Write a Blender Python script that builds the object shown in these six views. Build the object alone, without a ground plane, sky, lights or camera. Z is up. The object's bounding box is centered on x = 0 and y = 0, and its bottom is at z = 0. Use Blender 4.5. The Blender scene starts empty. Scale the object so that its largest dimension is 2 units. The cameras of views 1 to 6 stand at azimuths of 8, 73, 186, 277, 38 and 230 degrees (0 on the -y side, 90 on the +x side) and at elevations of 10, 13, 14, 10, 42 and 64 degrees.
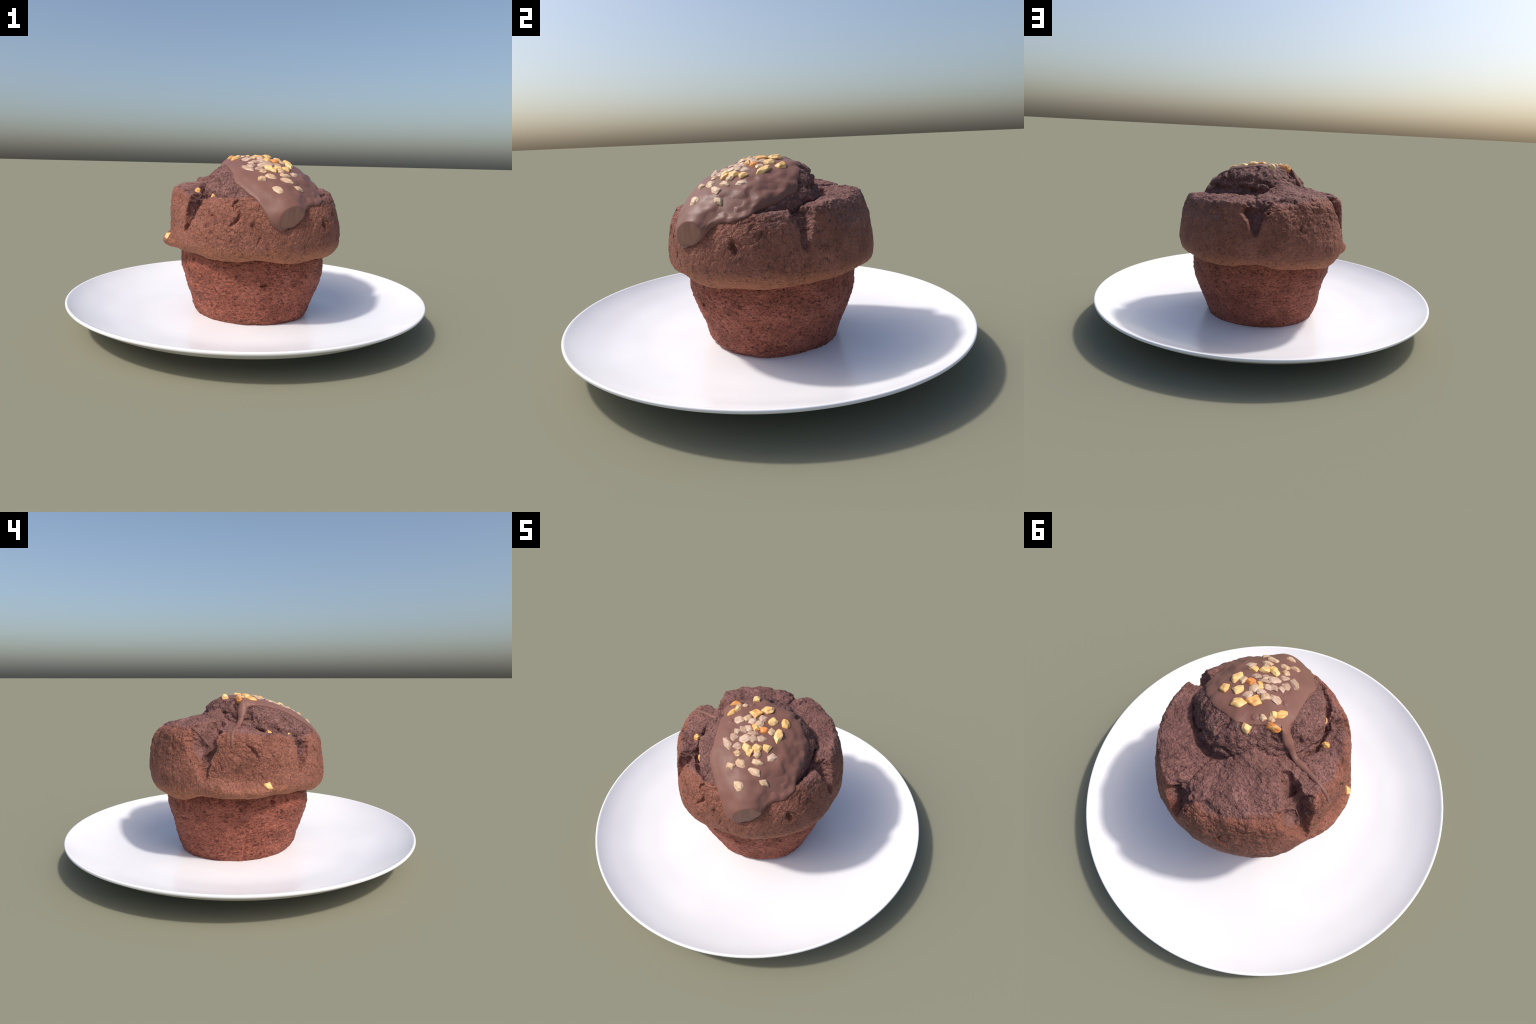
"""A chocolate muffin with a milk-chocolate glaze and chopped nuts, on a white coupe plate."""
import bpy, bmesh, math, random
import numpy as np
from mathutils import Matrix, Vector
from mathutils.bvhtree import BVHTree

random.seed(7)
RNG = np.random.default_rng(7)
AXIS = np.array([0.035, 0.030])          # the muffin stands a little off the plate's centre
FLOOR = 0.045                            # height of the plate's flat middle


# ------------------------------------------------------------------ numeric helpers
def hash3(i, j, k, seed):
    h = (i * 374761393 + j * 668265263 + k * 1274126177 + seed * 974634421) & 0xFFFFFFFF
    h = ((h ^ (h >> 13)) * 1103515245) & 0xFFFFFFFF
    h = ((h ^ (h >> 16)) * 2654435761) & 0xFFFFFFFF
    return ((h ^ (h >> 15)) & 0xFFFF) / 32767.5 - 1.0


def noise(P, scale, seed=0):
    """Smooth value noise in -1..1 with features about `scale` metres wide."""
    Q = P / scale
    I = np.floor(Q).astype(np.int64)
    F = Q - I
    W = F * F * F * (F * (F * 6 - 15) + 10)
    out = np.zeros(len(P))
    for a in (0, 1):
        for b in (0, 1):
            for c in (0, 1):
                w = (W[:, 0] if a else 1 - W[:, 0]) * (W[:, 1] if b else 1 - W[:, 1]) * (W[:, 2] if c else 1 - W[:, 2])
                out += w * hash3(I[:, 0] + a, I[:, 1] + b, I[:, 2] + c, seed)
    return out


def fbm(P, scale, seed=0, octaves=3, gain=0.5):
    out, amp = np.zeros(len(P)), 1.0
    for o in range(octaves):
        out += amp * noise(P + 3.7 * o, scale / 2 ** o, seed + 17 * o)
        amp *= gain
    return out


def smooth(a, b, x):
    t = np.clip((x - a) / (b - a), 0, 1)
    return t * t * (3 - 2 * t)


def around(degrees, values, at):
    """Periodic cubic (Catmull-Rom with uneven knots) through values given at azimuths in degrees."""
    d = np.array(degrees, float)
    v = np.array(values, float)
    if v.ndim == 1:
        v = v[:, None]
    d = np.r_[d[-2:] - 360, d, d[:2] + 360]
    v = np.r_[v[-2:], v, v[:2]]
    at = np.mod(at - d[2], 360) + d[2]
    i = np.clip(np.searchsorted(d, at, side="right") - 1, 1, len(d) - 3)
    m = lambda k: (v[k + 1] - v[k - 1]) / (d[k + 1] - d[k - 1])[:, None]
    h = (d[i + 1] - d[i])
    t = ((at - d[i]) / h)[:, None]
    h = h[:, None]
    return ((2 * t ** 3 - 3 * t ** 2 + 1) * v[i] + (t ** 3 - 2 * t ** 2 + t) * h * m(i)
            + (3 * t ** 2 - 2 * t ** 3) * v[i + 1] + (t ** 3 - t ** 2) * h * m(i + 1))


def through(points, n):
    """Catmull-Rom resampling of an open polyline (k, dims) to n points, evenly by chord length."""
    p = np.array(points, float)
    q = np.vstack([2 * p[0] - p[1], p, 2 * p[-1] - p[-2]])
    seg = np.linalg.norm(np.diff(p, axis=0), axis=1)
    at = np.r_[0, np.cumsum(seg)]
    s = np.linspace(0, at[-1], n)
    i = np.clip(np.searchsorted(at, s, side="right") - 1, 0, len(p) - 2)
    t = ((s - at[i]) / seg[i])[:, None]
    a, b, c, d = q[i], q[i + 1], q[i + 2], q[i + 3]
    return 0.5 * (2 * b + (c - a) * t + (2 * a - 5 * b + 4 * c - d) * t ** 2 + (3 * b - a - 3 * c + d) * t ** 3)


# ------------------------------------------------------------------ mesh helpers
def mesh_object(name, verts, faces, material, parent=None, smooth_shade=True):
    me = bpy.data.meshes.new(name)
    me.from_pydata(np.asarray(verts).tolist(), [], faces)
    me.update()
    if smooth_shade:
        me.polygons.foreach_set("use_smooth", [True] * len(me.polygons))
    ob = bpy.data.objects.new(name, me)
    bpy.context.scene.collection.objects.link(ob)
    if material:
        me.materials.append(material)
    if parent:
        ob.parent = parent
    return ob


def lathe_faces(rings, around_n, cap_first=None, cap_last=None):
    """Quads of a (rings x around_n) grid closed around; optional pole vertex indices."""
    r, c = np.meshgrid(np.arange(rings - 1), np.arange(around_n), indexing="ij")
    c2 = (c + 1) % around_n
    q = np.stack([r * around_n + c, r * around_n + c2, (r + 1) * around_n + c2, (r + 1) * around_n + c], -1)
    faces = q.reshape(-1, 4).tolist()
    if cap_first is not None:
        faces += [[cap_first, (k + 1) % around_n, k] for k in range(around_n)]
    if cap_last is not None:
        o = (rings - 1) * around_n
        faces += [[cap_last, o + k, o + (k + 1) % around_n] for k in range(around_n)]
    return faces


def coords(ob):
    a = np.empty(len(ob.data.vertices) * 3)
    ob.data.vertices.foreach_get("co", a)
    return a.reshape(-1, 3)


def set_coords(ob, P):
    ob.data.vertices.foreach_set("co", P.ravel())
    ob.data.update()


def normals(ob):
    a = np.empty(len(ob.data.vertices) * 3)
    ob.data.vertex_normals.foreach_get("vector", a)
    return a.reshape(-1, 3)


def apply_modifiers(ob):
    dg = bpy.context.evaluated_depsgraph_get()
    me = bpy.data.meshes.new_from_object(ob.evaluated_get(dg))
    old = ob.data
    ob.modifiers.clear()
    ob.data = me
    me.name = old.name
    bpy.data.meshes.remove(old)
    me.polygons.foreach_set("use_smooth", [True] * len(me.polygons))


def even_mesh(ob, voxel, soften=2):
    m = ob.modifiers.new("even", "REMESH")
    m.mode, m.voxel_size = "VOXEL", voxel
    if soften:
        s = ob.modifiers.new("soften", "SMOOTH")
        s.iterations, s.factor = soften, 0.5
    apply_modifiers(ob)


# ------------------------------------------------------------------ materials
def material(name):
    m = bpy.data.materials.new(name)
    m.use_nodes = True
    nt = m.node_tree
    return m, nt, nt.nodes["Principled BSDF"]


def node(nt, kind, **settings):
    n = nt.nodes.new(kind)
    for k, v in settings.items():
        if k in n.inputs:
            n.inputs[k].default_value = v
        else:
            setattr(n, k, v)
    return n


def tex_noise(nt, vec, scale, detail=2.0, rough=0.5, distortion=0.0):
    n = node(nt, "ShaderNodeTexNoise", Scale=scale, Detail=detail, Roughness=rough, Distortion=distortion)
    nt.links.new(vec, n.inputs["Vector"])
    return n.outputs["Fac"]


def ramp(nt, fac, stops):
    r = nt.nodes.new("ShaderNodeValToRGB")
    els = r.color_ramp.elements
    while len(els) < len(stops):
        els.new(0.5)
    for e, (pos, col) in zip(els, stops):
        e.position = pos
        e.color = (*col, 1) if len(col) == 3 else col
    nt.links.new(fac, r.inputs["Fac"])
    return r.outputs["Color"]


def grey(nt, fac, lo, hi):
    m = node(nt, "ShaderNodeMapRange", interpolation_type="SMOOTHSTEP")
    m.inputs["From Min"].default_value, m.inputs["From Max"].default_value = lo, hi
    nt.links.new(fac, m.inputs["Value"])
    return m.outputs["Result"]


def mix(nt, fac, a, b, mode="MIX"):
    m = node(nt, "ShaderNodeMix", data_type="RGBA", blend_type=mode)
    for sock, val in ((m.inputs[0], fac), (m.inputs[6], a), (m.inputs[7], b)):
        if isinstance(val, (int, float)):
            sock.default_value = val
        elif isinstance(val, tuple):
            sock.default_value = (*val, 1)
        else:
            nt.links.new(val, sock)
    return m.outputs[2]


def maths(nt, op, a, b=0.0, clamp=False):
    m = node(nt, "ShaderNodeMath", operation=op, use_clamp=clamp)
    for sock, val in zip(m.inputs, (a, b)):
        if isinstance(val, (int, float)):
            sock.default_value = val
        else:
            nt.links.new(val, sock)
    return m.outputs[0]


def bump(nt, height, strength, distance, below=None):
    b = node(nt, "ShaderNodeBump", Strength=strength, Distance=distance)
    nt.links.new(height, b.inputs["Height"])
    if below:
        nt.links.new(below, b.inputs["Normal"])
    return b.outputs["Normal"]


def position(nt, squash=(1, 1, 1)):
    t = nt.nodes.new("ShaderNodeTexCoord")
    m = node(nt, "ShaderNodeMapping")
    m.inputs["Scale"].default_value = squash
    nt.links.new(t.outputs["Object"], m.inputs["Vector"])
    return m.outputs["Vector"], t.outputs["Object"]


def crumb_material(name, dark, mid, light, rim=None, torn=None, pits=0.5, pit_size=85, pit_cover=0.40, worm=0.6, squash=(1, 1, 1)):
    """Baked cake: mottled browns, a wormy fine crumb and dark pits.
    rim: colour of the lower edge that touched the tin; torn: colours of the burst crust inside the shoulder."""
    m, nt, bsdf = material(name)
    vec, obj = position(nt, squash)
    warp = tex_noise(nt, vec, 9, 4, 0.6)
    crumb = tex_noise(nt, vec, 66, 3, 0.6, 0.8)
    lines = tex_noise(nt, vec, 44, 2, 0.5, 1.1)
    groove = grey(nt, maths(nt, "ABSOLUTE", maths(nt, "SUBTRACT", lines, 0.5)), 0.075, 0.0)      # 1 along worm-track lines
    pores = tex_noise(nt, vec, pit_size, 2, 0.5, 0.6)
    col = ramp(nt, warp, [(0.30, dark), (0.50, mid), (0.72, light)])
    if torn:
        sep = nt.nodes.new("ShaderNodeSeparateXYZ")
        nt.links.new(obj, sep.inputs[0])
        dx = maths(nt, "SUBTRACT", sep.outputs["X"], float(AXIS[0]))
        dy = maths(nt, "SUBTRACT", sep.outputs["Y"], float(AXIS[1]))
        r = maths(nt, "SQRT", maths(nt, "ADD", maths(nt, "MULTIPLY", dx, dx), maths(nt, "MULTIPLY", dy, dy)))
        r = maths(nt, "ADD", r, maths(nt, "MULTIPLY", maths(nt, "SUBTRACT", tex_noise(nt, vec, 14, 4, 0.65), 0.5), 0.09))
        r = maths(nt, "SUBTRACT", r, maths(nt, "MULTIPLY", grey(nt, sep.outputs["Z"], 0.72, 0.67), 0.017))   # split walls tinted darker too, for the shade in the notches
        inside = maths(nt, "MULTIPLY", grey(nt, r, 0.452, 0.425), grey(nt, sep.outputs["Z"], 0.50, 0.54))
        col = mix(nt, inside, col, ramp(nt, warp, [(0.30, torn[0]), (0.50, torn[1]), (0.72, torn[2])]))
    if rim:
        sep = nt.nodes.new("ShaderNodeSeparateXYZ")
        nt.links.new(obj, sep.inputs[0])
        h = maths(nt, "ADD", sep.outputs["Z"], maths(nt, "MULTIPLY", maths(nt, "SUBTRACT", warp, 0.5), 0.10))
        col = mix(nt, maths(nt, "MULTIPLY", grey(nt, h, 0.505, 0.425), 0.85), col, rim)
    col = mix(nt, maths(nt, "MULTIPLY", grey(nt, crumb, 0.52, 0.70), 0.65 * worm), col, (1.30, 1.30, 1.30), "MULTIPLY")
    col = mix(nt, maths(nt, "MULTIPLY", grey(nt, crumb, 0.48, 0.30), 0.60 * worm), col, (0.62, 0.58, 0.56), "MULTIPLY")
    col = mix(nt, maths(nt, "MULTIPLY", groove, 0.65 * worm), col, (0.66, 0.62, 0.60), "MULTIPLY")
    hole = grey(nt, pores, pit_cover, pit_cover - 0.09)
    col = mix(nt, maths(nt, "MULTIPLY", hole, pits), col, (0.30, 0.24, 0.22), "MULTIPLY")
    # short hairline fissures, in patches
    veins = tex_noise(nt, vec, 24, 3, 0.55, 1.6)
    patch = grey(nt, tex_noise(nt, vec, 11, 2, 0.5), 0.52, 0.60)
    fissure = maths(nt, "MULTIPLY", grey(nt, maths(nt, "ABSOLUTE", maths(nt, "SUBTRACT", veins, 0.5)), 0.016, 0.006), patch)
    col = mix(nt, maths(nt, "MULTIPLY", fissure, 0.8), col, (0.42, 0.34, 0.32), "MULTIPLY")
    nt.links.new(col, bsdf.inputs["Base Color"])
    bsdf.inputs["Roughness"].default_value = 0.7
    bsdf.inputs["Specular IOR Level"].default_value = 0.3
    n = bump(nt, crumb, 0.8, 0.014)
    n = bump(nt, maths(nt, "SUBTRACT", 1.0, groove), 0.75 * worm, 0.007, n)
    n = bump(nt, maths(nt, "SUBTRACT", 1.0, hole), 0.6 * pits, 0.008, n)
    n = bump(nt, maths(nt, "SUBTRACT", 1.0, fissure), 0.6, 0.008, n)
    nt.links.new(n, bsdf.inputs["Normal"])
    return m


def glaze_material():
    m, nt, bsdf = material("milk_chocolate")
    vec, obj = position(nt)
    big = tex_noise(nt, vec, 7, 3, 0.5)
    fine = tex_noise(nt, vec, 60, 2, 0.5)
    col = ramp(nt, big, [(0.3, (0.182, 0.085, 0.066)), (0.7, (0.222, 0.105, 0.083))])
    nt.links.new(col, bsdf.inputs["Base Color"])
    bsdf.inputs["Roughness"].default_value = 0.46
    bsdf.inputs["Specular IOR Level"].default_value = 0.22
    nt.links.new(bump(nt, fine, 0.06, 0.01), bsdf.inputs["Normal"])
    return m


def break_material():
    """The flat face at the end of the glaze: drier, a bit yellower, with faint upright streaks."""
    m, nt, bsdf = material("broken_chocolate")
    vec, obj = position(nt, (1, 1, 0.15))
    streak = tex_noise(nt, vec, 45, 2, 0.5)
    col = ramp(nt, streak, [(0.35, (0.215, 0.104, 0.072)), (0.65, (0.275, 0.136, 0.096))])
    nt.links.new(col, bsdf.inputs["Base Color"])
    bsdf.inputs["Roughness"].default_value = 0.6
    return m


def nut_material(name, pale, deep):
    m, nt, bsdf = material(name)
    vec, obj = position(nt)
    big = tex_noise(nt, vec, 1.6, 3, 0.6)
    fine = tex_noise(nt, vec, 6, 3, 0.6)
    info = nt.nodes.new("ShaderNodeObjectInfo")
    shift = maths(nt, "ADD", big, maths(nt, "MULTIPLY", maths(nt, "SUBTRACT", info.outputs["Random"], 0.5), 0.25))
    col = ramp(nt, shift, [(0.38, deep), (0.58, pale)])
    nt.links.new(col, bsdf.inputs["Base Color"])
    bsdf.inputs["Roughness"].default_value = 0.45
    bsdf.inputs["Subsurface Weight"].default_value = 0.0
    nt.links.new(bump(nt, fine, 0.25, 0.006), bsdf.inputs["Normal"])
    return m


def porcelain_material():
    m, nt, bsdf = material("white_porcelain")
    vec, obj = position(nt)
    cloud = tex_noise(nt, vec, 2.5, 2, 0.5)
    col = ramp(nt, cloud, [(0.35, (0.83, 0.82, 0.84)), (0.65, (0.87, 0.86, 0.875))])
    nt.links.new(col, bsdf.inputs["Base Color"])
    bsdf.inputs["Roughness"].default_value = 0.22
    bsdf.inputs["Specular IOR Level"].default_value = 0.5
    return m


MAT_CAP = crumb_material("cap_crust", (0.198, 0.074, 0.050), (0.270, 0.102, 0.069), (0.335, 0.134, 0.094), rim=(0.40, 0.155, 0.078),
                         torn=[(0.165, 0.076, 0.065), (0.234, 0.108, 0.093), (0.305, 0.146, 0.126)], pits=0.7, pit_cover=0.385)
MAT_CROWN = crumb_material("crown_crust", (0.155, 0.073, 0.064), (0.226, 0.107, 0.094), (0.300, 0.146, 0.128), pits=0.7, pit_cover=0.40, worm=0.9)
MAT_BASE = crumb_material("base_crumb", (0.235, 0.070, 0.044), (0.345, 0.105, 0.066), (0.415, 0.140, 0.095), pits=0.75, pit_size=60, pit_cover=0.44, worm=0.8, squash=(1, 1, 1.5))
MAT_GLAZE = glaze_material()
MAT_BREAK = break_material()
MAT_NUT = nut_material("nut_pale", (0.66, 0.45, 0.29), (0.50, 0.30, 0.16))
MAT_NUT_ROAST = nut_material("nut_roasted", (0.80, 0.46, 0.16), (0.72, 0.22, 0.040))
MAT_NUT_YELLOW = nut_material("nut_yellow", (0.84, 0.56, 0.24), (0.76, 0.39, 0.11))
MAT_NUT_COATED = nut_material("nut_coated", (0.60, 0.42, 0.31), (0.45, 0.285, 0.195))
MAT_PLATE = porcelain_material()


# ------------------------------------------------------------------ plate
def build_plate():
    n = 192
    rise = lambda r: FLOOR - 0.003 + 0.118 * np.clip((r - 0.52) / 0.468, 0, None) ** 2.45 + 0.003 * np.exp(-((r - 0.70) / 0.07) ** 2) - 0.002 * np.exp(-((r - 0.93) / 0.03) ** 2)
    top = [(r, rise(r)) for r in (0.12, 0.3, 0.45, 0.52)] + [(r, rise(r)) for r in np.linspace(0.56, 0.985, 16)]
    rim = [(0.990, 0.1622), (0.9955, 0.1626), (0.9990, 0.1605), (1.0, 0.1575), (1.0, 0.1520), (0.9980, 0.1480)]
    under = [(r, rise(r) - 0.018) for r in np.linspace(0.988, 0.69, 13)]
    foot = [(0.680, 0.012), (0.672, 0.003), (0.664, 0.0), (0.648, 0.0), (0.640, 0.004), (0.630, 0.013), (0.3, 0.016)]
    prof = np.array(top + rim + under + foot)
    a = np.linspace(0, 2 * np.pi, n, endpoint=False)
    V = np.stack([prof[:, :1] * np.cos(a), prof[:, :1] * np.sin(a), np.repeat(prof[:, 1:], n, 1)], -1).reshape(-1, 3)
    V = np.vstack([V, [[0, 0, FLOOR - 0.003], [0, 0, 0.016]]])
    faces = [f[::-1] for f in lathe_faces(len(prof), n, len(V) - 2, len(V) - 1)]
    ob = mesh_object("plate", V, faces, MAT_PLATE)
    ob["label"] = "round white porcelain coupe plate with gently rising rim"
    ob["category"] = "plate"
    return ob


# ------------------------------------------------------------------ cake pieces
def directions(deg):
    r = np.radians(deg)
    return np.stack([np.sin(r), -np.cos(r)], -1)     # azimuth 0 is -y, 90 is +x


def build_base(parent):
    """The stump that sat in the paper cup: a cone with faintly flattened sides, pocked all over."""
    n, rings = 420, 130
    deg = np.linspace(0, 360, n, endpoint=False)
    az = [7, 60, 98, 130, 163, 187, 230, 278, 310, 343]
    levels = {
        0.040: [.318, .318, .296, .303, .308, .320, .338, .336, .323, .314],
        0.075: [.341, .343, .313, .315, .318, .334, .356, .351, .342, .334],
        0.130: [.357, .361, .331, .332, .330, .349, .374, .366, .360, .357],
        0.210: [.382, .385, .361, .361, .358, .370, .399, .387, .389, .388],
        0.280: [.403, .404, .387, .384, .381, .390, .417, .404, .411, .412],
        0.340: [.412, .410, .398, .395, .396, .404, .426, .423, .426, .420],
        0.450: [.402, .400, .396, .390, .396, .398, .412, .415, .415, .408],
    }
    z_key = np.array(list(levels))
    R = np.stack([around(az, levels[z], deg)[:, 0] for z in z_key])
    prof = through(np.c_[z_key, R], rings)
    z = prof[:, :1] + 0 * deg
    P = np.empty((rings, n, 3))
    P[..., :2] = AXIS + prof[:, 1:, None] * directions(deg)
    P[..., 2] = z
    P = P.reshape(-1, 3)
    out = np.c_[P[:, :2] - AXIS, np.zeros(len(P))]
    out /= np.linalg.norm(out, axis=1, keepdims=True)
    flat = P * [1, 1, 1.5]
    pit = smooth(0.35, 0.75, noise(flat, 0.020, 5)) * (0.6 + 0.4 * noise(P, 0.09, 6))
    P += out * (0.0065 * fbm(P, 0.12, 1, 2) + 0.0030 * fbm(flat, 0.018, 2, 2) - 0.0060 * pit)[:, None]
    # a few deeper holes left by air bubbles
    for d, zz, w, dep in ((281, .352, .016, .026), (306, .384, .022, .034), (319, .386, .016, .028), (253, .286, .014, .016), (235, .190, .014, .014), (17, .276, .024, .016),
                          (295, .378, .012, .020), (14, .284, .010, .012), (94, .270, .010, .012), (108, .327, .016, .014), (223, .305, .015, .018), (173, .256, .024, .014), (233, .186, .013, .014)):
        c = np.r_[AXIS + directions(d) * np.interp(zz, z_key, R.mean(1)), zz]
        D = np.linalg.norm(P - c, axis=1) + 0.004 * noise(P, 0.012, 9)
        P -= out * (dep * (1 - smooth(0.3, 1.0, D / w)))[:, None]
    # the fold of the paper cup left an upright crease on the left
    az = np.degrees(np.arctan2(P[:, 0] - AXIS[0], AXIS[1] - P[:, 1])) % 360
    P -= out * (0.006 * np.exp(-((az - 286 - 1.5 * noise(P, 0.06, 8)) / 1.6) ** 2) * smooth(0.33, 0.25, P[:, 2]))[:, None]
    V = np.vstack([P, [[*AXIS, 0.040], [*AXIS, 0.45]]])
    faces = [f for f in lathe_faces(rings, n, len(V) - 2, len(V) - 1)]
    return mesh_object("base", V, faces, MAT_BASE, parent)


# outer wall and plateau of the cap: azimuth -> (radius, height) from the underside up over the shoulder to the middle
CAP = {
    8:   [(.415, .415), (.455, .411), (.498, .456), (.503, .560), (.487, .650), (.455, .715), (.410, .728), (.330, .710)],
    30:  [(.415, .406), (.460, .402), (.500, .453), (.508, .540), (.496, .620), (.463, .690), (.420, .710), (.330, .690)],
    60:  [(.412, .411), (.458, .407), (.500, .456), (.510, .550), (.495, .640), (.460, .700), (.420, .722), (.340, .706)],
    85:  [(.402, .436), (.442, .417), (.479, .459), (.484, .540), (.470, .630), (.447, .702), (.410, .730), (.330, .715)],
    100: [(.398, .434), (.434, .418), (.466, .456), (.474, .520), (.457, .640), (.433, .727), (.400, .748), (.300, .738)],
    130: [(.398, .440), (.438, .425), (.470, .459), (.472, .540), (.454, .650), (.430, .729), (.390, .761), (.280, .760)],
    163: [(.402, .450), (.456, .431), (.490, .467), (.494, .550), (.472, .650), (.437, .743), (.370, .769), (.220, .778)],
    187: [(.405, .448), (.468, .435), (.500, .483), (.500, .590), (.486, .690), (.457, .736), (.385, .766), (.200, .788)],
    200: [(.408, .437), (.470, .426), (.504, .473), (.511, .575), (.492, .682), (.457, .744), (.390, .782), (.200, .800)],
    213: [(.412, .430), (.472, .418), (.508, .462), (.516, .555), (.490, .668), (.454, .750), (.390, .796), (.200, .826)],
    238: [(.412, .426), (.474, .414), (.518, .464), (.528, .535), (.502, .655), (.474, .747), (.405, .797), (.190, .848)],
    258: [(.415, .432), (.468, .420), (.508, .462), (.508, .545), (.488, .660), (.466, .746), (.395, .778), (.215, .815)],
    278: [(.418, .434), (.474, .428), (.522, .466), (.478, .522), (.482, .640), (.466, .744), (.402, .778), (.260, .788)],
    298: [(.420, .434), (.470, .428), (.518, .463), (.480, .524), (.484, .640), (.465, .732), (.405, .762), (.300, .748)],
    320: [(.418, .430), (.455, .426), (.490, .464), (.486, .550), (.480, .640), (.458, .718), (.412, .740), (.330, .720)],
    343: [(.418, .417), (.470, .408), (.510, .458), (.512, .540), (.492, .630), (.463, .702), (.420, .722), (.330, .705)],
}

# splits in the crust: a line on the surface, each point (x, y, z, half width, depth)
SPLITS = {
    "left_front": [(-.262, -.343, .530, .008, .010), (-.252, -.354, .570, .022, .04), (-.230, -.358, .630, .042, .060), (-.205, -.342, .695, .056, .070), (-.152, -.292, .732, .050, .045)],
    "left_back": [(-.460, .122, .520, .010, .014), (-.468, .118, .580, .024, .045), (-.467, .108, .640, .036, .075), (-.452, .096, .720, .046, .090), (-.385, .098, .775, .048, .095), (-.320, .092, .790, .044, .075), (-.265, .070, .800, .034, .035)],
    "left_back_slope": [(-.465, .130, .550, .024, .015), (-.465, .148, .640, .060, .045), (-.445, .155, .720, .090, .070), (-.375, .130, .780, .070, .035), (-.320, .100, .795, .045, .012)],
    "back": [(-.014, .512, .560, .006, .010), (-.012, .512, .600, .016, .04), (-.008, .505, .655, .038, .070), (-.004, .480, .725, .072, .075), (.002, .448, .762, .046, .03), (.008, .400, .772, .012, .014), (.022, .330, .780, .010, .012), (.030, .270, .780, .010, .010)],
    "back_tail": [(-.012, .512, .580, .009, .012), (-.030, .520, .545, .009, .010), (-.036, .520, .500, .007, .008)],
    "right": [(.500, .018, .555, .010, .012), (.496, .020, .605, .024, .045), (.482, .025, .660, .042, .062), (.452, .022, .715, .052, .065), (.405, .010, .735, .040, .04), (.370, .000, .725, .030, .02)],
    "right_tail": [(.498, .018, .575, .008, .012), (.503, .030, .535, .008, .010)],
    "right_hole": [(.412, -.282, .635, .008, .014), (.430, -.270, .605, .011, .024), (.437, -.264, .588, .014, .028), (.444, -.258, .562, .008, .016), (.450, -.245, .556, .006, .010)],
    "right_hole_arm": [(.430, -.275, .600, .008, .012), (.400, -.310, .600, .007, .010)],
    "plateau_one": [(.103, .440, .760, .012, .010), (.075, .380, .780, .014, .014), (.060, .330, .790, .012, .016)],
    "plateau_two": [(-.075, .300, .830, .008, .010), (-.120, .290, .825, .010, .014), (-.165, .270, .820, .006, .008)],
    "plateau_three": [(-.150, .380, .770, .012, .010), (-.110, .420, .765, .014, .012), (-.060, .430, .760, .010, .010)],
}

# finer cracks in the wall: width, depth and points (azimuth, height)
CRACKS = [
    (.010, .016, [(50, .650), (53, .622), (58, .602)]), (.009, .014, [(59, .588), (66, .582)]), (.008, .012, [(59, .568), (57, .535)]), (.008, .012, [(49, .598), (55, .592)]),
    (.012, .020, [(358, .715), (356, .690), (359, .668), (0, .640), (358, .615), (355, .592)]), (.007, .010, [(0, .640), (4, .650)]),
    (.012, .016, [(9, .625), (8, .595), (11, .560)]), (.008, .012, [(11, .560), (12, .535), (10, .500)]), (.010, .014, [(340, .668), (341, .642), (345, .628)]),
    (.009, .012, [(343, .572), (344, .552), (346, .525)]), (.008, .012, [(347, .530), (352, .520)]), (.010, .014, [(285, .700), (288, .682), (290, .660), (292, .628)]),
    (.008, .012, [(269, .605), (270, .570)]), (.007, .010, [(314, .695), (313, .660)]), (.007, .010, [(301, .640), (304, .615)]),
    (.007, .010, [(160, .665), (160, .635), (164, .622)]), (.008, .012, [(215, .665), (213, .635), (215, .610)]), (.008, .010, [(211, .690), (208, .668)]),
    (.007, .010, [(53, .605), (46, .612)]), (.008, .012, [(67, .655), (65, .620)]), (.006, .009, [(78, .560), (80, .535)]), (.007, .010, [(23, .520), (22, .490)]),
    (.006, .009, [(120, .640), (122, .610), (120, .590)]), (.006, .009, [(140, .560), (143, .535)]), (.006, .009, [(232, .580), (235, .550)]), (.006, .009, [(198, .600), (200, .570)]),
]

# the crevice that runs round the crown: (x, y, z, half width, depth)
CREVICE = [(.405, -.150, .715, .020, .015), (.392, -.060, .720, .028, .022), (.362, .040, .735, .030, .025), (.312, .120, .750, .030, .025), (.236, .185, .765, .032, .028),
           (.150, .225, .775, .030, .025), (.065, .250, .785, .028, .022), (.005, .225, .795, .022, .014), (-.130, .030, .815, .020, .012), (-.170, -.035, .785, .024, .022),
           (-.212, -.080, .775, .028, .03), (-.222, -.140, .760, .032, .035), (-.190, -.215, .748, .036, .045), (-.140, -.290, .735, .032, .04), (-.060, -.365, .722, .022, .025), (.020, -.400, .722, .016, .015)]


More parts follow.
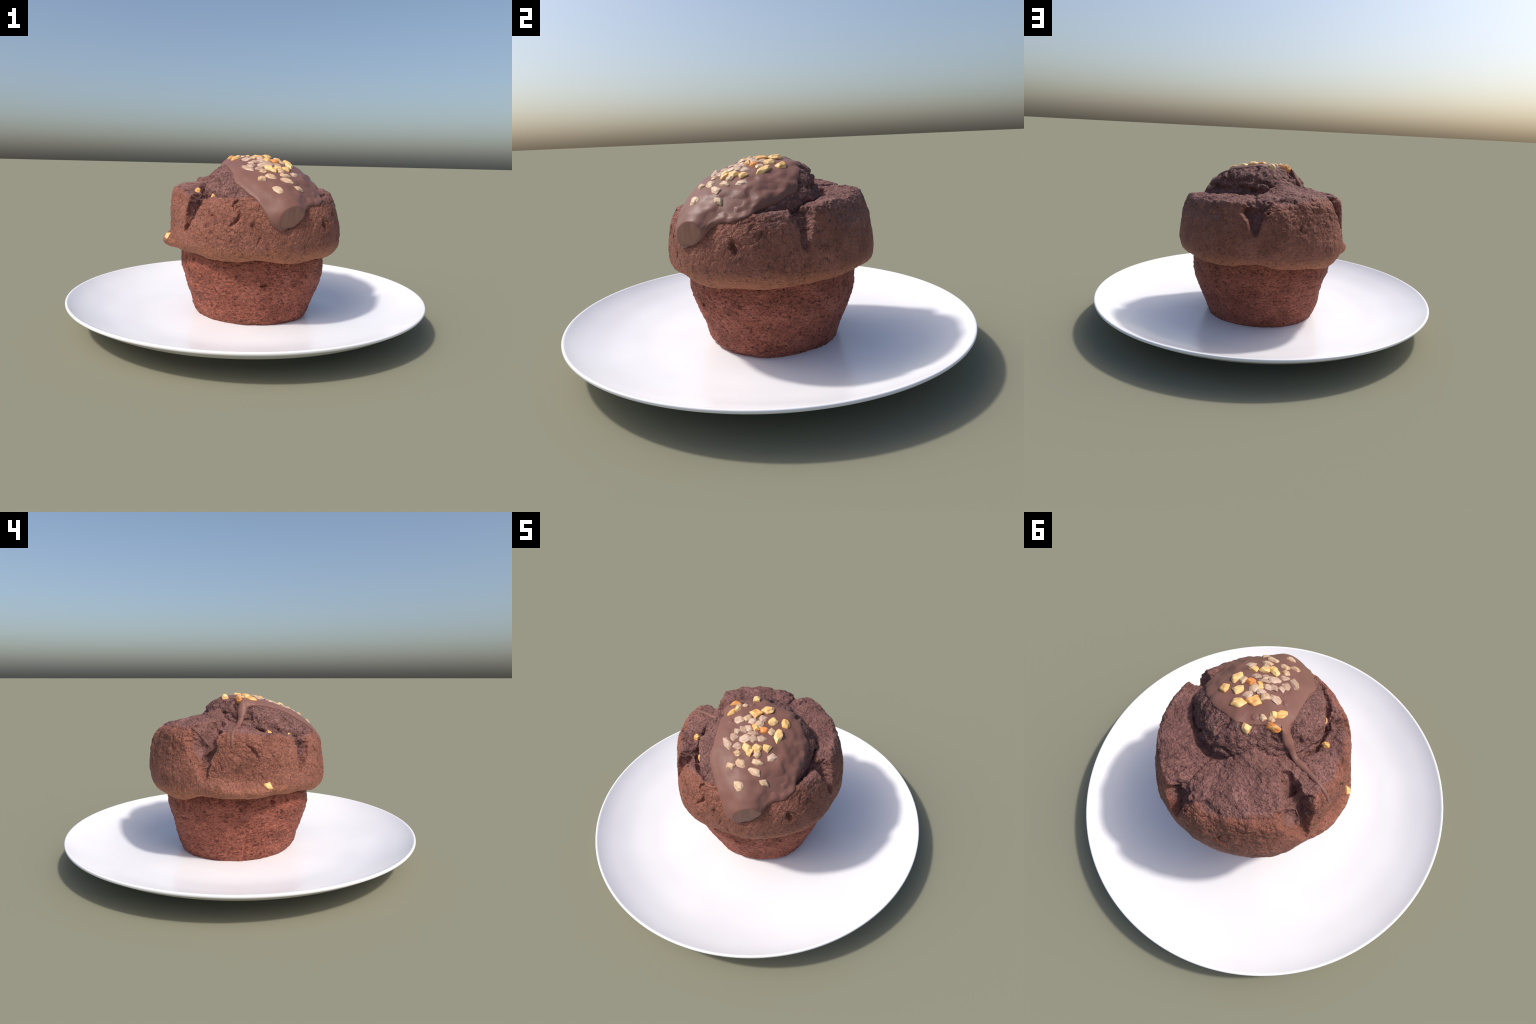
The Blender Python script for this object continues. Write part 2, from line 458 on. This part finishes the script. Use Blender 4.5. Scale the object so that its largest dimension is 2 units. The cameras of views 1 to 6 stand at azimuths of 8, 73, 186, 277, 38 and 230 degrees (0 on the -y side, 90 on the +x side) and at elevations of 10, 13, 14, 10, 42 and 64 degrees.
def carve(P, line, inward, seed, wobble=0.30, edge=0.45):
    L = np.array(line, float)
    if len(L) > 3:
        L = through(L, 6 * len(L))
        L[:, 3:] = np.maximum(L[:, 3:], 0.002)
    best = np.full(len(P), 1e9)
    W = np.zeros(len(P))
    Dp = np.zeros(len(P))
    lo, hi = L[:, :3].min(0) - 0.15, L[:, :3].max(0) + 0.15
    near = np.where(((P > lo) & (P < hi)).all(1))[0]
    Q = P[near]
    jig = 1 + wobble * noise(Q, 0.045, seed) + 0.35 * wobble * noise(Q, 0.014, seed + 1)
    for a, b in zip(L[:-1], L[1:]):
        ab = b[:3] - a[:3]
        t = np.clip((Q - a[:3]) @ ab / (ab @ ab), 0, 1)
        D = np.linalg.norm(Q - (a[:3] + t[:, None] * ab), axis=1)
        w = a[3] + t * (b[3] - a[3])
        k = D / w < best[near]
        idx = near[k]
        best[idx] = (D / w)[k]
        W[idx] = w[k]
        Dp[idx] = (a[4] + t * (b[4] - a[4]))[k]
    f = np.zeros(len(P))
    f[near] = 1 - smooth(edge, 1.0, best[near] * jig)
    return P + inward * (Dp * f)[:, None]


def inward_of(P):
    """Towards the heart of the cap: level on the wall, slanting down on the plateau."""
    v = np.r_[AXIS, 0.56] - P
    r = np.linalg.norm(P[:, :2] - AXIS, axis=1)
    v[:, 2] -= 0.9 * smooth(0.46, 0.36, r)
    return v / np.linalg.norm(v, axis=1, keepdims=True)


def build_cap(parent):
    n, rings = 900, 330
    deg = np.linspace(0, 360, n, endpoint=False)
    keys = np.array([CAP[a] for a in CAP])                     # azimuth, point, (r, z)
    rim = keys[:, 5] * 0.68 + keys[:, 6] * 0.32 + [0, 0.007]    # a crisp broken rim where the wall meets the plateau
    keys = np.insert(keys, 6, rim, axis=1)
    K = np.stack([around(list(CAP), keys[:, i], deg) for i in range(keys.shape[1])])   # point, n, 2
    first = K[0] * [0.90, 1] + [0, 0.022]
    mid = K[-1] * [0.5, 1]
    prof = through(np.concatenate([first[None], K, mid[None]]).reshape(len(K) + 2, -1), rings).reshape(rings, n, 2)
    P = np.empty((rings, n, 3))
    P[..., :2] = AXIS + prof[..., :1] * directions(deg)
    P[..., 2] = prof[..., 1]
    P = P.reshape(-1, 3)
    V = np.vstack([P, [[*AXIS, 0.46], [*AXIS, float(K[-1, :, 1].mean())]]])
    ob = mesh_object("cap", V, lathe_faces(rings, n, len(V) - 2, len(V) - 1), MAT_CAP, parent)
    even_mesh(ob, 0.005, 2)
    P = coords(ob)
    N = normals(ob)
    top = smooth(0.70, 0.75, P[:, 2])
    low = smooth(0.50, 0.43, P[:, 2])                         # the lip sags unevenly
    P[:, 2] += low * 0.009 * noise(P * [1, 1, 0], 0.13, 27)
    P = P + N * (0.006 * fbm(P, 0.13, 21, 2) + top * 0.010 * fbm(P, 0.085, 22, 3))[:, None]
    P = carve(P, CREVICE, inward_of(P) * [0.15, 0.15, 1.0], 30, 0.25, 0.35)
    for k, (name, line) in enumerate(SPLITS.items()):
        P = carve(P, line, inward_of(P), 40 + 3 * k, 0.30, 0.35 if name.endswith('slope') else 0.68)
    for k, (width, depth, line) in enumerate(CRACKS):
        az = np.array([p[0] for p in line], float)
        prof = np.stack([around(list(CAP), keys[:, i], az) for i in range(2, 6)])          # outer wall only
        pts = [(*(AXIS + np.interp(z, prof[:, q, 1], prof[:, q, 0]) * directions(az[q:q + 1])[0]), z, width, depth) for q, (a, z) in enumerate(line)]
        pts[0] = (*pts[0][:3], 0.6 * width, 0.6 * depth)
        pts[-1] = (*pts[-1][:3], 0.6 * width, 0.5 * depth)
        P = carve(P, pts, inward_of(P), 140 + 3 * k, 0.45, 0.25)
    set_coords(ob, P)
    even_mesh(ob, 0.0032, 1)
    P = coords(ob)
    N = normals(ob)
    fine = 0.5 + 0.5 * smooth(0.55, 0.75, P[:, 2])
    rough = (0.0036 * fbm(P, 0.020, 23, 2) - 0.0030 * smooth(0.25, 0.0, np.abs(noise(P, 0.026, 24)))) * fine
    crack = 0.0045 * smooth(0.10, 0.0, np.abs(fbm(P, 0.055, 25, 3))) * smooth(0.1, 0.5, noise(P, 0.10, 26)) * smooth(0.45, 0.55, P[:, 2])
    set_coords(ob, P + N * (rough - crack)[:, None])
    return ob


# foot of the crown where it dips into the crevice
CROWN_FOOT = [(.338, .122), (.268, .182), (.165, .222), (.070, .252), (.005, .232), (-.055, .190), (-.108, .135), (-.160, .048), (-.190, -.025), (-.214, -.080),
              (-.215, -.150), (-.185, -.215), (-.130, -.290), (-.050, -.365), (.050, -.400), (.150, -.410), (.245, -.385), (.325, -.320), (.380, -.225), (.400, -.120), (.380, -.010)]
# torn hollows in the crown's bare flanks
CROWN_HOLLOWS = [
    [(.320, .115, .800, .020, .014), (.260, .172, .795, .026, .020), (.195, .200, .800, .024, .020), (.120, .220, .810, .020, .016)],
    [(.215, .175, .850, .012, .014), (.180, .190, .825, .014, .018)],
    [(.060, .235, .800, .022, .018), (.030, .228, .790, .026, .020)],
    [(-.095, .030, .880, .008, .008), (-.125, .015, .865, .012, .012), (-.145, .000, .840, .010, .008)],
    [(-.080, .085, .850, .010, .012), (-.110, .060, .845, .014, .016)],
    [(-.150, -.210, .800, .010, .012), (-.130, -.225, .815, .008, .010)],
    [(.200, .130, .880, .008, .010), (.150, .150, .875, .010, .012)],
]
CROWN_TOP = np.array([0.045, 0.020])


def build_crown(parent):
    n, rings = 520, 200
    deg = np.linspace(0, 360, n, endpoint=False)
    F = np.array(CROWN_FOOT) - CROWN_TOP
    az = np.degrees(np.arctan2(F[:, 0], -F[:, 1])) % 360
    o = np.argsort(az)
    R = around(az[o], np.linalg.norm(F[o], axis=1), deg)[:, 0]
    front = np.exp(-((deg - 32 + 180) % 360 - 180) ** 2 / (2 * 50 ** 2))
    back = np.exp(-((deg - 240 + 180) % 360 - 180) ** 2 / (2 * 62 ** 2))      # flatter top, steeper flank behind
    q = 0.50 + 0.13 * front - 0.10 * back
    p = 2.1 - 0.8 * front + 0.7 * back
    s = np.r_[np.linspace(0, 1, rings - 40) ** 0.8, np.ones(40)][:, None]
    drop = np.r_[np.zeros(rings - 40), np.linspace(0, 0.14, 40)][:, None]
    foot_z = 0.735 - 0.03 * front
    z = foot_z + (0.926 - foot_z) * np.clip(1 - s ** p, 0, 1) ** q - drop
    P = np.empty((rings, n, 3))
    P[..., :2] = CROWN_TOP + ((s - 0.25 * drop) * R)[..., None] * directions(deg)
    P[..., 2] = z
    P = P.reshape(-1, 3)
    V = np.vstack([P, [[*CROWN_TOP, 0.56]]])
    faces = [f[::-1] for f in lathe_faces(rings, n, None, len(V) - 1)]
    ob = mesh_object("crown", V, faces, MAT_CROWN, parent)
    even_mesh(ob, 0.0042, 2)
    P = coords(ob)
    N = normals(ob)
    bare = smooth(0.0, 0.10, P[:, 1] + 0.2 * np.maximum(0, -P[:, 0])) + smooth(-0.05, -0.15, P[:, 0])
    bare = np.clip(bare, 0, 1)
    lumps = 0.010 * fbm(P, 0.11, 31, 3) * (0.4 + 0.6 * bare)
    fold = np.abs(fbm(P * [1, 1, 1.5], 0.13, 37, 2))            # ridged folds where the crumb tore
    lumps += bare * (0.016 * smooth(0.0, 0.35, fold) - 0.012)
    P = P + N * lumps[:, None]
    heart = np.r_[CROWN_TOP, 0.72] - P
    heart /= np.linalg.norm(heart, axis=1, keepdims=True)
    for k, line in enumerate(CROWN_HOLLOWS):
        P = carve(P, line, heart, 70 + 3 * k, 0.35, 0.3)
    set_coords(ob, P)
    N = normals(ob)
    set_coords(ob, P + N * (0.0038 * fbm(P, 0.020, 33, 2) - 0.0030 * smooth(0.25, 0.0, np.abs(noise(P, 0.026, 34))) - 0.006 * smooth(0.10, 0, np.abs(fbm(P, 0.06, 35, 3))) * smooth(0.1, 0.5, noise(P, 0.08, 36)))[:, None])
    return ob


plate = build_plate()
muffin = bpy.data.objects.new("muffin", None)
bpy.context.scene.collection.objects.link(muffin)
muffin["label"] = "chocolate muffin with milk chocolate glaze and chopped nuts"
muffin["category"] = "muffin"
base = build_base(muffin)
cap = build_cap(muffin)
crown = build_crown(muffin)



# ------------------------------------------------------------------ chocolate glaze
def surface_of(*objects):
    V, F = [], []
    for ob in objects:
        o = len(V)
        V += [v.co[:] for v in ob.data.vertices]
        F += [[i + o for i in p.vertices] for p in ob.data.polygons]
    return BVHTree.FromPolygons(V, F)


HEART = np.array([0.11, -0.15, 0.52])                    # the glaze is described as seen from inside the crown
POLE = np.array([0.04, -0.10, 1.0]) / np.linalg.norm([0.04, -0.10, 1.0])
SIDE = np.cross(POLE, [0, 1, 0]); SIDE /= np.linalg.norm(SIDE)
AHEAD = np.cross(POLE, SIDE)
# where the pool of glaze ends, round the crown, starting behind the drip
GLAZE_EDGE = [(-.135, -.078, .895), (-.090, -.184, .884), (-.050, -.273, .855), (-.024, -.326, .808), (.018, -.361, .776), (.060, -.392, .748), (.103, -.420, .722),
              (.140, -.448, .680), (.165, -.456, .640), (.195, -.460, .602), (.238, -.450, .578), (.285, -.415, .590), (.333, -.372, .630), (.355, -.330, .672),
              (.376, -.300, .690), (.405, -.255, .690), (.415, -.190, .712), (.398, -.144, .728), (.390, -.087, .745), (.370, -.010, .772), (.350, .045, .797), (.316, .075, .836), (.296, .084, .851),
              (.244, .106, .882), (.172, .120, .897), (.102, .106, .903), (.040, .106, .920), (-.010, .079, .912), (-.040, .038, .903), (-.072, .007, .902), (-.112, -.014, .885), (-.142, -.020, .878), (-.158, -.036, .872), (-.152, -.052, .880)]
TIP = np.array([0.281, -0.420, 0.662])                   # thick end of the glaze, broken off flat
TIP_FACE = np.array([0.615, -0.780, -0.100]) / np.linalg.norm([0.615, -0.780, -0.100])
TIP_AT = 0.441


def build_glaze(parent, ground):
    n, rings = 480, 170
    E = np.array(GLAZE_EDGE) - HEART
    E /= np.linalg.norm(E, axis=1, keepdims=True)
    phi = np.degrees(np.arctan2(E @ AHEAD, E @ SIDE)) % 360
    tilt = np.arccos(np.clip(E @ POLE, -1, 1))
    o = np.argsort(phi)
    deg = np.linspace(0, 360, n, endpoint=False)
    reach = around(phi[o], tilt[o], deg)[:, 0]
    reach *= 1 + 0.012 * noise(np.c_[np.cos(np.radians(deg)), np.sin(np.radians(deg)), 0 * deg] * 1.0, 0.10, 3)
    s = np.linspace(0.004, 1, rings)[:, None] ** 0.9
    a = s * reach
    D = (np.cos(a)[..., None] * POLE + np.sin(a)[..., None] * (np.cos(np.radians(deg))[:, None] * SIDE + np.sin(np.radians(deg))[:, None] * AHEAD))
    R = np.empty((rings, n))
    for i in range(rings):
        for j in range(n):
            d = Vector(D[i, j])
            hit = ground.ray_cast(Vector(HEART) + d * 0.9, -d)
            R[i, j] = 0.9 - hit[3] if hit[0] is not None else R[i - 1, j]
    for k in range(12):
        up, dn = np.vstack([R[:1], R[:-1]]), np.vstack([R[1:], R[-1:]])
        R = np.where(s < 0.97, 0.5 * R + 0.125 * (up + dn + np.roll(R, 1, 1) + np.roll(R, -1, 1)), R)
    P = HEART + D * R[..., None]
    Q = P.reshape(-1, 3)
    edge = (1 - s) * reach * R                              # metres to the edge
    body = np.clip(edge / 0.030, 0, 1)
    thick = 0.0105 * np.sqrt(1 - (1 - body) ** 2) - 0.003 * (1 - np.clip(edge / 0.004, 0, 1))
    lump = (smooth(0.16, 0.34, Q[:, 0] + 0.25 * (Q[:, 1] + 0.1)) * smooth(0.12, -0.05, Q[:, 1])).reshape(rings, n)
    thick += lump * body * (0.0115 * fbm(Q * [1, 1, 1.2], 0.065, 51, 2)).reshape(rings, n)
    thick += body * 0.002 * noise(Q, 0.15, 52).reshape(rings, n)
    thick = np.maximum(thick, 0.006 * body - 0.003 * (1 - np.clip(edge / 0.004, 0, 1)))
    tip = np.exp(-(np.linalg.norm((P - TIP) * [1, 1, 1.25], axis=2) / 0.085) ** 2)
    thick += 0.060 * tip * np.clip(edge / 0.018, 0, 1) ** 0.7
    P = P + D * thick[..., None]
    P = P.reshape(-1, 3)
    # round air bubbles frozen into the surface
    for c, r in (((-.035, -.125, .93), .013), ((0.0, -.150, .93), .006), ((.030, .055, .93), .005), ((.10, .02, .935), .006), ((-.012, .030, .92), .016)):
        d = np.linalg.norm((P - c)[:, :2], axis=1) / r
        P[:, 2] += 0.35 * r * np.clip(1 - d ** 2, 0, 1) ** 0.5 * (0.55 + 0.45 * smooth(0.1, 0.5, d))
    over = P @ TIP_FACE - TIP_AT
    cut = (over > -0.012) & (np.linalg.norm(P - TIP, axis=1) < 0.16)
    soft = 0.0014
    P[cut] -= (0.96 * soft * np.logaddexp(0, over[cut] / soft))[:, None] * TIP_FACE
    apex = P[:n].mean(0)
    V = np.vstack([P, [apex]])
    faces = [f for f in lathe_faces(rings, n, len(V) - 1, None)]
    ob = mesh_object("chocolate_glaze", V, faces, MAT_GLAZE, parent)
    ob.data.materials.append(MAT_BREAK)
    cut = np.r_[cut & (over > 0.002), False]
    flags = [1 if all(cut[v] for v in f) else 0 for f in faces]
    ob.data.polygons.foreach_set("material_index", flags)
    bm = bmesh.new(); bm.from_mesh(ob.data); bmesh.ops.recalc_face_normals(bm, faces=bm.faces)
    if sum(f.normal.z for f in bm.faces) < 0:
        bmesh.ops.reverse_faces(bm, faces=bm.faces)
    bm.to_mesh(ob.data); bm.free()
    return ob


# the run of glaze that left the pool on the left: (x, y, z, half width)
DRIP = [(-.104, -.052, .900, .016), (-.126, -.045, .895, .025), (-.152, -.033, .872, .024), (-.190, -.024, .830, .018), (-.222, -.022, .795, .014), (-.250, -.021, .782, .018),
        (-.300, -.022, .778, .012), (-.370, -.020, .768, .010), (-.420, -.021, .742, .009), (-.437, -.022, .715, .007), (-.442, -.023, .690, .003)]


def build_drip(parent, ground):
    path = through(DRIP, 90)
    ring = 18
    C, N = [], []
    for p in path:
        loc, nor, _, _ = ground.find_nearest(Vector(p[:3]))
        C.append(loc[:]); N.append(nor[:])
    C, N = np.array(C), np.array(N)
    for k in range(24):                                    # hang across small hollows rather than dipping into them
        C[1:-1] = 0.5 * C[1:-1] + 0.25 * (C[:-2] + C[2:])
        N[1:-1] = 0.5 * N[1:-1] + 0.25 * (N[:-2] + N[2:])
    N /= np.linalg.norm(N, axis=1, keepdims=True)
    T = np.gradient(C, axis=0); T /= np.linalg.norm(T, axis=1, keepdims=True)
    B = np.cross(T, N); B /= np.linalg.norm(B, axis=1, keepdims=True)
    w = 1.1 * path[:, 3] * (1 + 0.08 * noise(C, 0.03, 61))
    a = np.linspace(0, 2 * np.pi, ring, endpoint=False)
    V = (C[:, None] + (w[:, None] * np.cos(a))[..., None] * B[:, None] + ((np.minimum(0.75 * w, 0.015) * np.clip(np.linspace(0, 9, len(w)), 0.15, 1))[:, None] * np.sin(a))[..., None] * N[:, None]).reshape(-1, 3)
    V = np.vstack([V, [C[0], C[-1]]])
    ob = mesh_object("chocolate_drip", V, lathe_faces(len(path), ring, len(V) - 2, len(V) - 1), MAT_GLAZE, parent)
    bm = bmesh.new(); bm.from_mesh(ob.data); bmesh.ops.recalc_face_normals(bm, faces=bm.faces); bm.to_mesh(ob.data); bm.free()
    return ob


def softened(*objects):
    """The cake as a liquid feels it: joined up and rounded off."""
    V, F = [], []
    for ob in objects:
        o = len(V)
        V += [v.co[:] for v in ob.data.vertices]
        F += [[i + o for i in p.vertices] for p in ob.data.polygons]
    ob = mesh_object("softened", V, F, None)
    even_mesh(ob, 0.010, 14)
    tree = surface_of(ob)
    me = ob.data
    bpy.data.objects.remove(ob)
    bpy.data.meshes.remove(me)
    return tree


glaze = build_glaze(muffin, softened(cap, crown))
drip = build_drip(muffin, surface_of(cap, crown))
top_surface = surface_of(cap, crown, glaze, drip)



# ------------------------------------------------------------------ chopped nuts
# x, y, z (near the surface), length, width, heading in degrees, kind: p pale, c veiled by glaze, y yellow, r roasted
NUTS = [
    (-0.072, -0.073, 0.927, 0.058, 0.034, -115, "y"), (-0.056, -0.041, 0.930, 0.031, 0.030, -128, "y"), (-0.065, -0.017, 0.927, 0.031, 0.030, -129, "p"),
    (-0.038, 0.005, 0.930, 0.032, 0.028, 140, "p"), (-0.093, 0.002, 0.906, 0.070, 0.048, -141, "r"), (-0.023, 0.087, 0.908, 0.046, 0.038, 162, "g"),
    (0.001, -0.110, 0.934, 0.062, 0.038, -2, "c"), (0.039, -0.073, 0.942, 0.047, 0.042, 25, "p"), (0.054, -0.020, 0.938, 0.056, 0.050, -100, "r"),
    (0.091, 0.037, 0.936, 0.066, 0.046, 60, "y"), (0.076, -0.086, 0.942, 0.042, 0.032, 48, "c"), (0.106, -0.029, 0.938, 0.050, 0.038, 79, "c"),
    (0.118, -0.074, 0.941, 0.048, 0.046, 52, "p"), (0.111, -0.109, 0.937, 0.044, 0.028, -30, "y"), (0.163, -0.089, 0.934, 0.044, 0.044, 64, "r"),
    (0.159, -0.012, 0.933, 0.049, 0.046, 49, "y"), (0.217, 0.026, 0.914, 0.062, 0.042, -33, "r"), (0.197, -0.069, 0.927, 0.044, 0.044, 41, "p"),
    (0.242, -0.073, 0.910, 0.084, 0.036, -66, "y"), (0.036, -0.170, 0.923, 0.040, 0.028, -23, "c"), (0.063, -0.149, 0.931, 0.038, 0.036, 36, "c"),
    (0.087, -0.131, 0.935, 0.046, 0.032, 4, "c"), (0.122, -0.144, 0.930, 0.056, 0.023, 33, "c"), (0.043, -0.205, 0.912, 0.050, 0.036, -43, "c"),
    (0.102, -0.192, 0.917, 0.062, 0.044, 22, "c"), (0.150, -0.170, 0.919, 0.042, 0.038, 78, "c"), (0.184, -0.145, 0.918, 0.048, 0.042, 59, "c"),
    (0.038, -0.253, 0.893, 0.076, 0.034, -38, "c"), (0.093, -0.242, 0.897, 0.048, 0.035, 44, "c"), (0.147, -0.227, 0.900, 0.060, 0.040, -43, "y"),
    (0.195, -0.200, 0.900, 0.052, 0.042, 44, "y"), (0.234, -0.167, 0.898, 0.046, 0.040, -23, "y"), (0.177, -0.237, 0.889, 0.042, 0.024, -80, "y"),
    (0.119, -0.268, 0.882, 0.040, 0.034, 34, "p"), (0.215, -0.229, 0.880, 0.036, 0.032, 36, "p"), (0.283, -0.184, 0.866, 0.050, 0.033, 58, "c"),
    (0.164, -0.302, 0.852, 0.056, 0.038, -26, "p"), (0.126, -0.334, 0.834, 0.044, 0.031, 11, "p"), (0.236, -0.250, 0.862, 0.056, 0.035, 31, "p"),
    (0.247, -0.293, 0.830, 0.066, 0.034, -6, "p"), (0.209, -0.377, 0.774, 0.060, 0.040, -20, "p"), (0.313, -0.294, 0.785, 0.052, 0.032, 4, "p"),
    (-0.240, -0.196, 0.757, 0.036, 0.030, 20, "y"), (-0.137, -0.286, 0.718, 0.042, 0.026, 60, "y"), (-0.420, -0.207, 0.499, 0.040, 0.034, -30, "y"),
]


def nut_shape(k):
    """A chopped kernel: a few random break planes round a flattened lump, corners worn round."""
    rng = np.random.default_rng(100 + k)
    bm = bmesh.new()
    corners = rng.integers(4, 7)
    turn = rng.uniform(0, 6.28)
    for lvl, size in ((-0.9, 0.92), (0.15, 1.0), (0.95, 0.62)):
        for c in range(corners):
            a = turn + 2 * np.pi * (c + rng.uniform(-0.25, 0.25)) / corners
            r = size * rng.uniform(0.68, 1.08)
            bm.verts.new((r * np.cos(a), r * np.sin(a), lvl * rng.uniform(0.75, 1.05)))
    hull = bmesh.ops.convex_hull(bm, input=bm.verts)
    bmesh.ops.delete(bm, geom=[v for v in hull["geom_interior"] if isinstance(v, bmesh.types.BMVert)], context="VERTS")
    bmesh.ops.dissolve_limit(bm, angle_limit=0.35, verts=bm.verts, edges=bm.edges)
    bmesh.ops.triangulate(bm, faces=bm.faces)
    me = bpy.data.meshes.new("nut_piece")
    bm.to_mesh(me)
    bm.free()
    ob = bpy.data.objects.new("nut_piece", me)
    bpy.context.scene.collection.objects.link(ob)
    m = ob.modifiers.new("worn", "BEVEL")
    m.width, m.segments, m.limit_method = 0.07, 2, "NONE"
    m = ob.modifiers.new("round", "SUBSURF")
    m.levels = m.render_levels = 2
    apply_modifiers(ob)
    P = coords(ob)
    P = P + normals(ob) * (0.08 * noise(P, 0.7, 80 + k))[:, None]
    lo, hi = P.min(0), P.max(0)
    P = (P - (lo + hi) / 2) / (hi - lo)                       # unit box
    set_coords(ob, P)
    me = ob.data
    bpy.data.objects.remove(ob)
    me.materials.append(MAT_NUT)
    return me


NUT_LOOKS = {"p": (MAT_NUT, 0.020, 0.10), "c": (MAT_NUT_COATED, 0.016, 0.04), "y": (MAT_NUT_YELLOW, 0.027, 0.14), "r": (MAT_NUT_ROAST, 0.028, 0.14), "g": (MAT_NUT_YELLOW, 0.034, 0.24)}
shapes = [nut_shape(k) for k in range(12)]
for k, (x, y, z, length, width, heading, kind) in enumerate(NUTS):
    look, height, lift = NUT_LOOKS[kind]
    loc, nor, _, _ = top_surface.find_nearest(Vector((x, y, z)))
    h = math.radians(heading)
    along = Vector((math.cos(h), math.sin(h), 0))
    along = (along - nor * along.dot(nor)).normalized()
    side = nor.cross(along)
    ob = bpy.data.objects.new("nut_piece", shapes[k % len(shapes)])
    bpy.context.scene.collection.objects.link(ob)
    ob.parent = muffin
    tilt = random.uniform(-0.10, 0.10)
    nor2 = (nor + along * tilt).normalized()
    along = (along - nor2 * along.dot(nor2)).normalized()
    side = nor2.cross(along)
    sx, sy, sz = length * 1.12, width * 1.22, height
    c = loc + nor * sz * (lift - 0.12)
    ob.matrix_basis = Matrix((
        (along.x * sx, side.x * sy, nor2.x * sz, c.x),
        (along.y * sx, side.y * sy, nor2.y * sz, c.y),
        (along.z * sx, side.z * sy, nor2.z * sz, c.z),
        (0, 0, 0, 1)))
    ob.material_slots[0].link = "OBJECT"
    ob.material_slots[0].material = look
